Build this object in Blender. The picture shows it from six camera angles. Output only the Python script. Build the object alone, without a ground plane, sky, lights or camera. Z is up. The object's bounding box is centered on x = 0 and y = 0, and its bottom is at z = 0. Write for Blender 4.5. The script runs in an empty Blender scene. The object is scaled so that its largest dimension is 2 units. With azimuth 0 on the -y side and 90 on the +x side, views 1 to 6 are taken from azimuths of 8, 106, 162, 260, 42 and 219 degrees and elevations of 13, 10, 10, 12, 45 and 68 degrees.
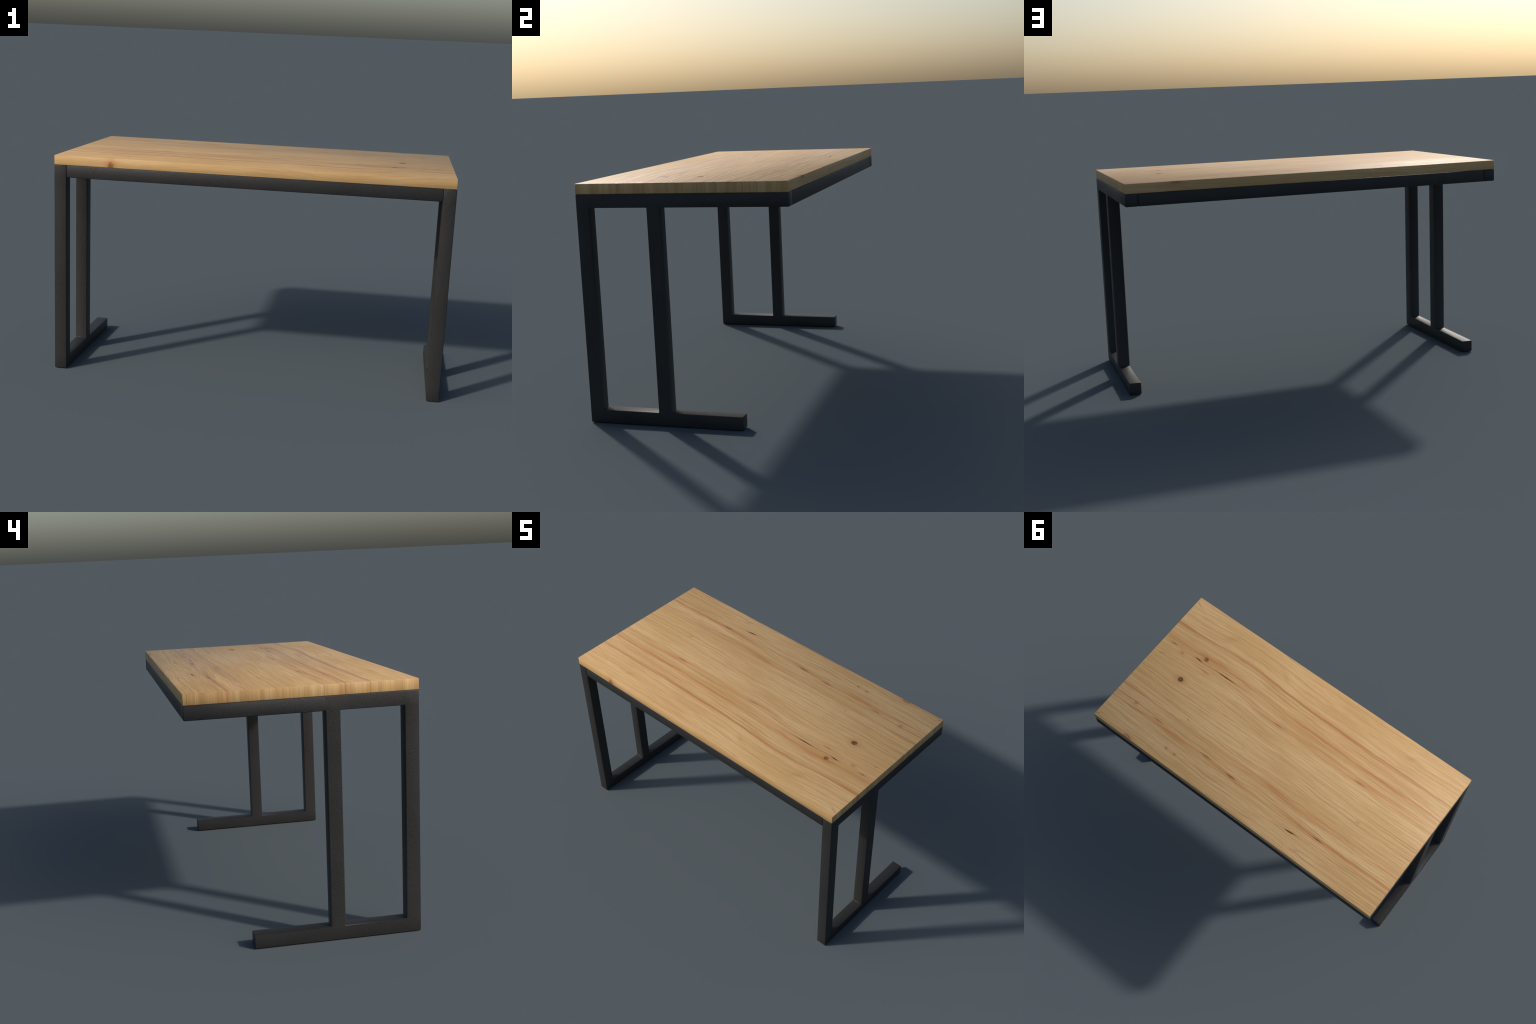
"""A steel-framed writing desk with a pine top.

Two C-shaped side frames of square tube (front leg, foot bar, set-back upright,
top rail) carry a front and a back rail and a solid pine board."""
import bpy, bmesh
from mathutils import Vector

# ------------------------------------------------------------------ sizes (m)
HALF_LEN, HALF_DEPTH = 0.998, 0.499      # outline of the desk seen from above
TOP_Z, BOARD = 1.1221, 0.0485           # height of the desk, thickness of the board
TUBE = 0.0627                          # side of the square steel tube
FRAME_Z = TOP_Z - BOARD + 0.0004       # top of the steel frame, let into the board a hair
FOOT_END = 0.249                       # the foot bar stops here, the top rail runs on
POST_Y = -0.125                        # centre line of the set-back upright
STEEL_EDGE, BOARD_EDGE = 0.0030, 0.0026


# ------------------------------------------------------------- node language
class Nodes:
    """Small helper that lets shader maths be written as expressions."""

    def __init__(self, material):
        material.use_nodes = True
        self.tree = material.node_tree
        self.tree.nodes.clear()

    def new(self, kind, **settings):
        n = self.tree.nodes.new(kind)
        for k, v in settings.items():
            setattr(n, k, v)
        return n

    def put(self, socket, value):
        if isinstance(value, Val):
            self.tree.links.new(value.out, socket)
        elif isinstance(value, tuple) and len(value) == 3 and socket.type == "RGBA":
            socket.default_value = (*value, 1.0)
        else:
            socket.default_value = value

    def math(self, op, *args, clamp=False):
        n = self.new("ShaderNodeMath", operation=op, use_clamp=clamp)
        for s, v in zip(n.inputs, args):
            self.put(s, v)
        return Val(self, n.outputs[0])

    def vec(self, x, y, z=0.0):
        n = self.new("ShaderNodeCombineXYZ")
        for s, v in zip(n.inputs, (x, y, z)):
            self.put(s, v)
        return Val(self, n.outputs[0])

    def noise(self, vector, scale=1.0, detail=2.0, rough=0.5, dims="2D"):
        n = self.new("ShaderNodeTexNoise", noise_dimensions=dims)
        self.put(n.inputs["Vector"], vector)
        n.inputs["Scale"].default_value = scale
        n.inputs["Detail"].default_value = detail
        n.inputs["Roughness"].default_value = rough
        return Val(self, n.outputs[0])

    def step(self, value, lo, hi):
        n = self.new("ShaderNodeMapRange", interpolation_type="SMOOTHSTEP")
        for s, v in zip(n.inputs, (value, lo, hi, 0.0, 1.0)):
            self.put(s, v)
        return Val(self, n.outputs[0])

    def mix(self, fac, a, b):
        n = self.new("ShaderNodeMix", data_type="RGBA")
        self.put(n.inputs["Factor"], fac)
        self.put(n.inputs[6], a)
        self.put(n.inputs[7], b)
        return Val(self, n.outputs[2])

    def gauss(self, t):
        return self.math("EXPONENT", (t * t) * -1.0)

    def position(self):
        s = self.new("ShaderNodeSeparateXYZ")
        c = self.new("ShaderNodeTexCoord")
        self.tree.links.new(c.outputs["Object"], s.inputs[0])
        return [Val(self, o) for o in s.outputs] + [Val(self, c.outputs["Object"])]

    def bump(self, height, distance, strength=1.0):
        n = self.new("ShaderNodeBump")
        n.inputs["Strength"].default_value = strength
        n.inputs["Distance"].default_value = distance
        self.put(n.inputs["Height"], height)
        return Val(self, n.outputs[0])

    def finish(self, colour, rough, normal, specular=0.5, metallic=0.0):
        b = self.new("ShaderNodeBsdfPrincipled")
        o = self.new("ShaderNodeOutputMaterial")
        for name, v in (("Base Color", colour), ("Roughness", rough), ("Normal", normal),
                        ("Specular IOR Level", specular), ("Metallic", metallic)):
            self.put(b.inputs[name], v)
        self.tree.links.new(b.outputs[0], o.inputs[0])


class Val:
    def __init__(self, g, out):
        self.g, self.out = g, out

    def __add__(self, o): return self.g.math("ADD", self, o)
    def __radd__(self, o): return self.g.math("ADD", o, self)
    def __sub__(self, o): return self.g.math("SUBTRACT", self, o)
    def __rsub__(self, o): return self.g.math("SUBTRACT", o, self)
    def __mul__(self, o): return self.g.math("MULTIPLY", self, o)
    def __rmul__(self, o): return self.g.math("MULTIPLY", o, self)
    def __truediv__(self, o): return self.g.math("DIVIDE", self, o)


# ------------------------------------------------------------------ materials
def pine_material():
    m = bpy.data.materials.new("knotty_pine")
    g = Nodes(m)
    x, y, z, _ = g.position()

    # The grain runs along x.  v is the distance across the board; on the two
    # long edges it runs on downwards, so that lines there stay lengthwise.
    side = g.math("SIGN", y)
    on_edge = g.math("GREATER_THAN", g.math("ABSOLUTE", y), HALF_DEPTH - 0.5 * BOARD_EDGE)
    down = TOP_Z - z
    v0 = y + side * down * on_edge
    ends = g.math("GREATER_THAN", g.math("ABSOLUTE", x), HALF_LEN - 0.5 * BOARD_EDGE)
    u = x + g.math("SIGN", x) * down * ends

    # Slow drift of the grain, and the long swell in the front half of the board.
    swell = g.gauss((x - 0.47) / 0.30) * g.step(v0, 0.10, -0.12) * 0.026
    drift = (g.noise(g.vec(u * 1.3, v0 * 4.0), 1.0, 1.0) - 0.5) * 0.030
    waver = (g.noise(g.vec(u * 7.0, v0 * 16.0), 1.0, 2.0) - 0.5) * 0.010
    v = v0 + swell + waver
    vg = v + drift
    for kx, kv, size, push in ((0.738, 0.017, 0.045, 0.5), (0.699, -0.180, 0.035, 0.45), (0.848, 0.297, 0.032, 0.5), (-0.364, 0.381, 0.040, 0.45)):
        du, dv = (u - kx) / (1.6 * size), (v0 - kv) / size          # lines bow out round a knot
        vg = vg - (v0 - kv) * push * g.math("EXPONENT", (du * du + dv * dv) * -1.0)

    # Growth rings: each a dark late-wood line that fades away to one side.
    def rings(period, wander, seed, breakup):
        t = vg / period + g.noise(g.vec(u * 0.8 + seed, v * 7.0), 1.0, 2.0) * wander
        saw = g.math("FRACT", t)
        line = g.math("POWER", 1.0 - saw, 9.0) * g.step(saw, 0.0, 0.05)
        there = g.step(g.noise(g.vec(u * 1.7 + seed, vg * 36.0), 1.0, 3.0), *breakup)
        return line * there

    ring_a = rings(0.029, 2.0, 3.1, (0.40, 0.66))
    ring_b = rings(0.022, 2.4, 11.7, (0.50, 0.72))
    fibre = g.noise(g.vec(u * 9.0, vg * 210.0), 1.0, 3.0, 0.6)
    streak = g.noise(g.vec(u * 2.2 + 5.0, vg * 42.0), 1.0, 3.0, 0.55)
    cloud = g.noise(g.vec(u * 1.6 + 9.0, vg * 9.0), 1.0, 2.0)
    hair = g.step(g.noise(g.vec(u * 2.4 + 3.0, vg * 130.0), 1.0, 2.0), 0.55, 0.72)

    pale, honey, olive = (0.662, 0.430, 0.200), (0.596, 0.367, 0.154), (0.335, 0.208, 0.084)
    rust, umber, bark = (0.50, 0.236, 0.084), (0.36, 0.190, 0.075), (0.088, 0.030, 0.012)
    colour = g.mix(g.step(cloud, 0.3, 0.7), pale, honey)
    colour = g.mix(g.step(streak, 0.42, 0.72) * 0.50, colour, (0.54, 0.312, 0.122))
    colour = g.mix(g.step(fibre, 0.45, 0.75) * 0.26, colour, olive)

    # Broad rusty bands: centre line, half width, strength, place along x, reach.
    bands = [(-0.286, 0.016, 0.55, 0.0, 9.0), (-0.243, 0.013, 0.50, -0.25, 0.65), (-0.178, 0.020, 0.62, 0.0, 9.0),
             (-0.135, 0.012, 0.40, 0.45, 0.45), (-0.105, 0.020, 0.48, -0.35, 0.95), (0.318, 0.014, 0.55, 0.1, 9.0),
             (0.300, 0.016, 0.40, 0.85, 0.35), (0.232, 0.018, 0.60, -0.40, 0.75), (0.225, 0.010, 0.45, 0.95, 0.30),
             (0.345, 0.012, 0.35, -0.85, 0.35), (0.180, 0.007, 0.35, 0.16, 0.12)]
    total = None
    for centre, half, strength, at, reach in bands:
        b = g.gauss((v - centre) / half) * strength
        if reach < 5:
            b = b * g.gauss((u - at) / reach)
        total = b if total is None else g.math("MAXIMUM", total, b)
    patchy = 0.25 + 1.15 * g.step(g.noise(g.vec(u * 2.4 + 2.0, v * 46.0), 1.0, 3.0), 0.33, 0.66)
    patchy = patchy * (0.55 + 0.75 * g.step(g.noise(g.vec(u * 4.0 + 7.0, v * 150.0), 1.0, 2.0), 0.36, 0.62))
    colour = g.mix(g.math("MULTIPLY", total * 1.2, patchy, clamp=True), colour, rust)

    # The one long line that crosses the whole board: crisp towards the front.
    d = v + 0.2915
    long_line = g.step(d, -0.0015, 0.0012) * g.math("EXPONENT", g.math("MAXIMUM", d, 0.0) * -130.0)
    colour = g.mix(long_line * (0.45 + 0.5 * g.noise(g.vec(u * 3.0, 1.0), 1.0, 1.0)), colour, (0.36, 0.165, 0.058))

    colour = g.mix(ring_a * 0.62, colour, olive)
    colour = g.mix(ring_b * 0.42, colour, (0.38, 0.225, 0.088))
    colour = g.mix(hair * 0.20, colour, umber)

    # Knots, resin slits and blemishes: x, v, half length, half width, tilt,
    # strength of the halo, strength of the dark heart.
    marks = [
        (0.738, 0.017, 0.0180, 0.0150, 0.0, 0.72, 0.98), (0.699, -0.180, 0.0150, 0.0125, 0.0, 0.60, 0.85),
        (0.735, -0.153, 0.0340, 0.0040, -0.05, 0.40, 0.92), (0.526, -0.157, 0.0880, 0.0036, 0.0, 0.45, 0.88),
        (-0.364, 0.381, 0.0460, 0.0048, 0.10, 0.55, 0.92), (0.090, -0.098, 0.0600, 0.0055, 0.0, 0.60, 0.40),
        (-0.500, -0.092, 0.0550, 0.0065, 0.0, 0.60, 0.38), (0.652, -0.109, 0.0380, 0.0060, 0.0, 0.60, 0.25),
        (0.110, 0.324, 0.0480, 0.0060, 0.0, 0.50, 0.55), (0.300, 0.311, 0.0500, 0.0060, 0.0, 0.50, 0.50),
        (-0.510, 0.325, 0.0420, 0.0060, 0.0, 0.55, 0.55), (0.670, 0.305, 0.0450, 0.0060, 0.0, 0.50, 0.35),
        (0.925, -0.149, 0.0330, 0.0050, 0.08, 0.40, 0.50), (0.845, -0.128, 0.0130, 0.0085, 0.0, 0.35, 0.30),
        (0.848, 0.297, 0.0110, 0.0085, 0.0, 0.35, 0.42), (0.456, 0.412, 0.0085, 0.0065, 0.0, 0.30, 0.40),
        (0.518, 0.410, 0.0085, 0.0060, 0.0, 0.30, 0.38), (0.748, 0.496, 0.0260, 0.0150, 0.0, 0.55, 0.42),
        (0.531, 0.195, 0.0060, 0.0045, 0.0, 0.15, 0.35), (0.660, -0.385, 0.0150, 0.0090, 0.5, 0.40, 0.00),
        (0.240, -0.375, 0.0150, 0.0080, -0.4, 0.35, 0.00), (-0.705, -0.541, 0.0135, 0.0200, 0.0, 1.00, 0.74),
        (-0.650, -0.395, 0.0160, 0.0070, 0.3, 0.40, 0.05), (-0.630, 0.105, 0.0130, 0.0055, 0.3, 0.15, 0.25),
        (-0.450, 0.452, 0.0180, 0.0060, 0.3, 0.30, 0.10), (0.985, 0.480, 0.0200, 0.0050, 0.5, 0.25, 0.30),
        (0.975, -0.455, 0.0230, 0.0050, -0.5, 0.40, 0.15), (0.945, -0.055, 0.0260, 0.0045, 0.3, 0.20, 0.30),
    ]
    ragged = (g.noise(g.vec(u * 60.0, v0 * 140.0), 1.0, 2.0) - 0.5) * 0.9
    hearts = halos = None
    for mx, mv, a, b, tilt, halo, heart in marks:
        du, dv = u - mx, v0 - mv
        if tilt:
            dv = dv - du * tilt
        du, dv = du / a, dv / b
        slit = a > 3.5 * b                       # slits and resin streaks taper to a point
        r = (g.math("ABSOLUTE", du) * 1.25 if slit else du * du) + dv * dv
        near = g.math("EXPONENT", (r + ragged) * (-0.42 if slit else -0.24)) * halo
        halos = near if halos is None else g.math("MAXIMUM", halos, near)
        if heart:
            core = g.step(r + ragged * (0.7 if slit else 1.25), 1.50, 0.35) * heart
            if not slit:                         # a round knot: dark rim, redder heart
                core = core * (0.80 + 0.20 * g.step(r - du * 0.5 + ragged, 0.15, 1.0))
            hearts = core if hearts is None else g.math("MAXIMUM", hearts, core)
    slabs = g.noise(g.vec(vg * 30.0, 0.3 * z), 1.0, 4.0, 0.7)     # end grain: upright stripes
    colour = g.mix(ends * g.step(slabs, 0.42, 0.66) * 0.70, colour, (0.43, 0.255, 0.098))
    colour = g.mix(halos, colour, (0.47, 0.205, 0.075))
    colour = g.mix(hearts, colour, g.mix(g.step(hearts, 0.45, 0.95), (0.21, 0.082, 0.026), bark))

    ridge = g.noise(g.vec(u * 1.3 + 4.0, v * 42.0), 1.0, 2.0) * (0.25 + 1.3 * total)
    height = ridge * 0.9 + ring_a * -0.7 + fibre * 0.5 + streak * 1.2 - hearts * 1.5
    height = height * (1.0 - 0.65 * g.math("MAXIMUM", ends, on_edge))       # sanded edges
    rough = 0.42 + 0.12 * streak + 0.06 * fibre - 0.30 * total
    g.finish(colour, rough, g.bump(height, 0.0022, 0.9), 0.34)
    return m


def steel_material():
    m = bpy.data.materials.new("black_powder_coated_steel")
    g = Nodes(m)
    p = g.position()[3]
    grain = g.noise(p, 260.0, 2.0, 0.6, "3D")
    leather = g.noise(p, 110.0, 2.0, 0.5, "3D")
    cloud = g.noise(p, 5.0, 2.0, 0.5, "3D")
    colour = g.mix(g.step(cloud, 0.35, 0.65), (0.0195, 0.0193, 0.0195), (0.0238, 0.0230, 0.0226))
    colour = g.mix(g.step(grain, 0.35, 0.75) * 0.45, colour, (0.046, 0.044, 0.042))
    rough = 0.45 + 0.12 * leather
    g.finish(colour, rough, g.bump(grain + 0.7 * leather, 0.0014, 0.5), 0.35)
    return m


# ------------------------------------------------------------------- geometry
def link(name, mesh, parent, material, location=(0, 0, 0)):
    o = bpy.data.objects.new(name, mesh)
    if material and not mesh.materials:
        mesh.materials.append(material)
    o.location = location
    o.parent = parent
    bpy.context.scene.collection.objects.link(o)
    return o


def soft_normals(mesh, softness, vertex_normals=None):
    """Smooth shading that bends only part of the way towards a chamfer: broad
    faces keep most of their own direction, chamfers take the rounded one."""
    vn = vertex_normals or [n.vector.copy() for n in mesh.vertex_normals]
    loops = [None] * len(mesh.loops)
    for poly in mesh.polygons:
        poly.use_smooth = True
        flat = max(abs(c) for c in poly.normal) > 0.999
        soft = softness(poly.center) if callable(softness) else softness
        for li in poly.loop_indices:
            n = vn[mesh.loops[li].vertex_index]
            loops[li] = (poly.normal.lerp(n, soft) if flat else n).normalized()
    mesh.normals_split_custom_set(loops)


def beveled_box(name, lo, hi, width, softness):
    """A box with one small chamfer all round, shaded smooth across it."""
    bm = bmesh.new()
    bmesh.ops.create_cube(bm, size=1.0)
    lo, hi = Vector(lo), Vector(hi)
    for v in bm.verts:
        v.co = Vector(((lo + hi)[i] / 2 + v.co[i] * (hi - lo)[i] for i in range(3)))
    bmesh.ops.bevel(bm, geom=bm.edges[:], offset=width, offset_type="OFFSET", segments=1, profile=0.5, affect="EDGES")
    for f in bm.faces:
        f.smooth = True
    mesh = bpy.data.meshes.new(name)
    bm.to_mesh(mesh)
    bm.free()
    soft_normals(mesh, softness)
    return mesh


def side_frame_parts():
    """One welded side frame as a single smooth body, then cut into its members."""
    ys = [-HALF_DEPTH, -HALF_DEPTH + TUBE, POST_Y - TUBE / 2, POST_Y + TUBE / 2, FOOT_END, HALF_DEPTH]
    zs = [0.0, TUBE, FRAME_Z - TUBE, FRAME_Z]
    kinds = {}                                   # cell (row, column) -> member
    for col in range(4):
        kinds[0, col] = "foot_bar"
    for col in range(5):
        kinds[2, col] = "top_rail"
    for row in range(3):
        kinds[row, 0] = "leg"
    kinds[1, 2] = "upright"

    bm = bmesh.new()
    grid = {(i, j): bm.verts.new((-TUBE / 2, y, z)) for i, y in enumerate(ys) for j, z in enumerate(zs)}
    faces = [bm.faces.new([grid[c, r], grid[c, r + 1], grid[c + 1, r + 1], grid[c + 1, r]]) for r, c in kinds]
    bmesh.ops.delete(bm, geom=[v for v in bm.verts if not v.link_faces], context="VERTS")
    moved = [v for v in bmesh.ops.extrude_face_region(bm, geom=faces, use_keep_orig=True)["geom"] if isinstance(v, bmesh.types.BMVert)]
    for v in moved:
        v.co.x = TUBE / 2
    # extruding a sheet keeps its first face as the back wall
    bmesh.ops.recalc_face_normals(bm, faces=bm.faces[:])
    sharp = []
    for e in bm.edges:
        if len(e.link_faces) == 2 and e.calc_face_angle() > 0.5:
            mid = (e.verts[0].co + e.verts[1].co) / 2
            fillet = abs(mid.y - ys[2]) < 1e-4 and abs(mid.x) < 1e-4
            if e.is_convex or fillet:
                sharp.append(e)
    bmesh.ops.bevel(bm, geom=sharp, offset=STEEL_EDGE, offset_type="OFFSET", segments=1, profile=0.5, affect="EDGES", clamp_overlap=True)
    bmesh.ops.recalc_face_normals(bm, faces=bm.faces[:])
    whole = bpy.data.meshes.new("side_frame_body")
    bm.to_mesh(whole)
    bm.free()
    whole.polygons.foreach_set("use_smooth", [True] * len(whole.polygons))
    normals = [n.vector.copy() for n in whole.vertex_normals]

    def member(centre):
        y, z = centre.y, centre.z
        if y < ys[1] - 0.001:
            return "leg"
        if z < zs[1] + 0.001:
            return "foot_bar"
        if z > zs[2] - 0.001:
            return "top_rail"
        return "leg" if y < -0.3 else "upright"

    parts = {}
    for poly in whole.polygons:
        parts.setdefault(member(poly.center), []).append(list(poly.vertices))
    meshes = {}
    for kind, polys in parts.items():
        used = sorted({i for p in polys for i in p})
        new = {old: k for k, old in enumerate(used)}
        me = bpy.data.meshes.new(kind)
        me.from_pydata([whole.vertices[i].co for i in used], [], [[new[i] for i in p] for p in polys])
        soft_normals(me, lambda c: 0.75 if c.z > zs[2] and c.y > ys[3] else 0.42, [normals[i] for i in used])
        meshes[kind] = me
    bpy.data.meshes.remove(whole)
    return meshes


def build():
    pine, steel = pine_material(), steel_material()
    desk = bpy.data.objects.new("writing_desk", None)
    desk.rotation_euler.z = -0.0039      # it stands a hair askew
    desk["label"] = "long desk with pine top and black square-tube C frames"
    desk["category"] = "desk"
    bpy.context.scene.collection.objects.link(desk)

    link("table_top", beveled_box("table_top", (-HALF_LEN, -HALF_DEPTH, TOP_Z - BOARD), (HALF_LEN, HALF_DEPTH, TOP_Z), BOARD_EDGE, 0.72), desk, pine)

    meshes = side_frame_parts()
    for sx in (-1, 1):
        for kind, mesh in meshes.items():
            link(kind, mesh, desk, steel, (sx * (HALF_LEN - TUBE / 2), 0, 0))

    inner = HALF_LEN - TUBE - 0.0005
    rail = beveled_box("long_rail", (-inner, -TUBE / 2, -TUBE / 2), (inner, TUBE / 2, TUBE / 2), STEEL_EDGE, 0.6)
    for sy in (-1, 1):
        link("long_rail", rail, desk, steel, (0, sy * (HALF_DEPTH - TUBE / 2), FRAME_Z - TUBE / 2))


build()
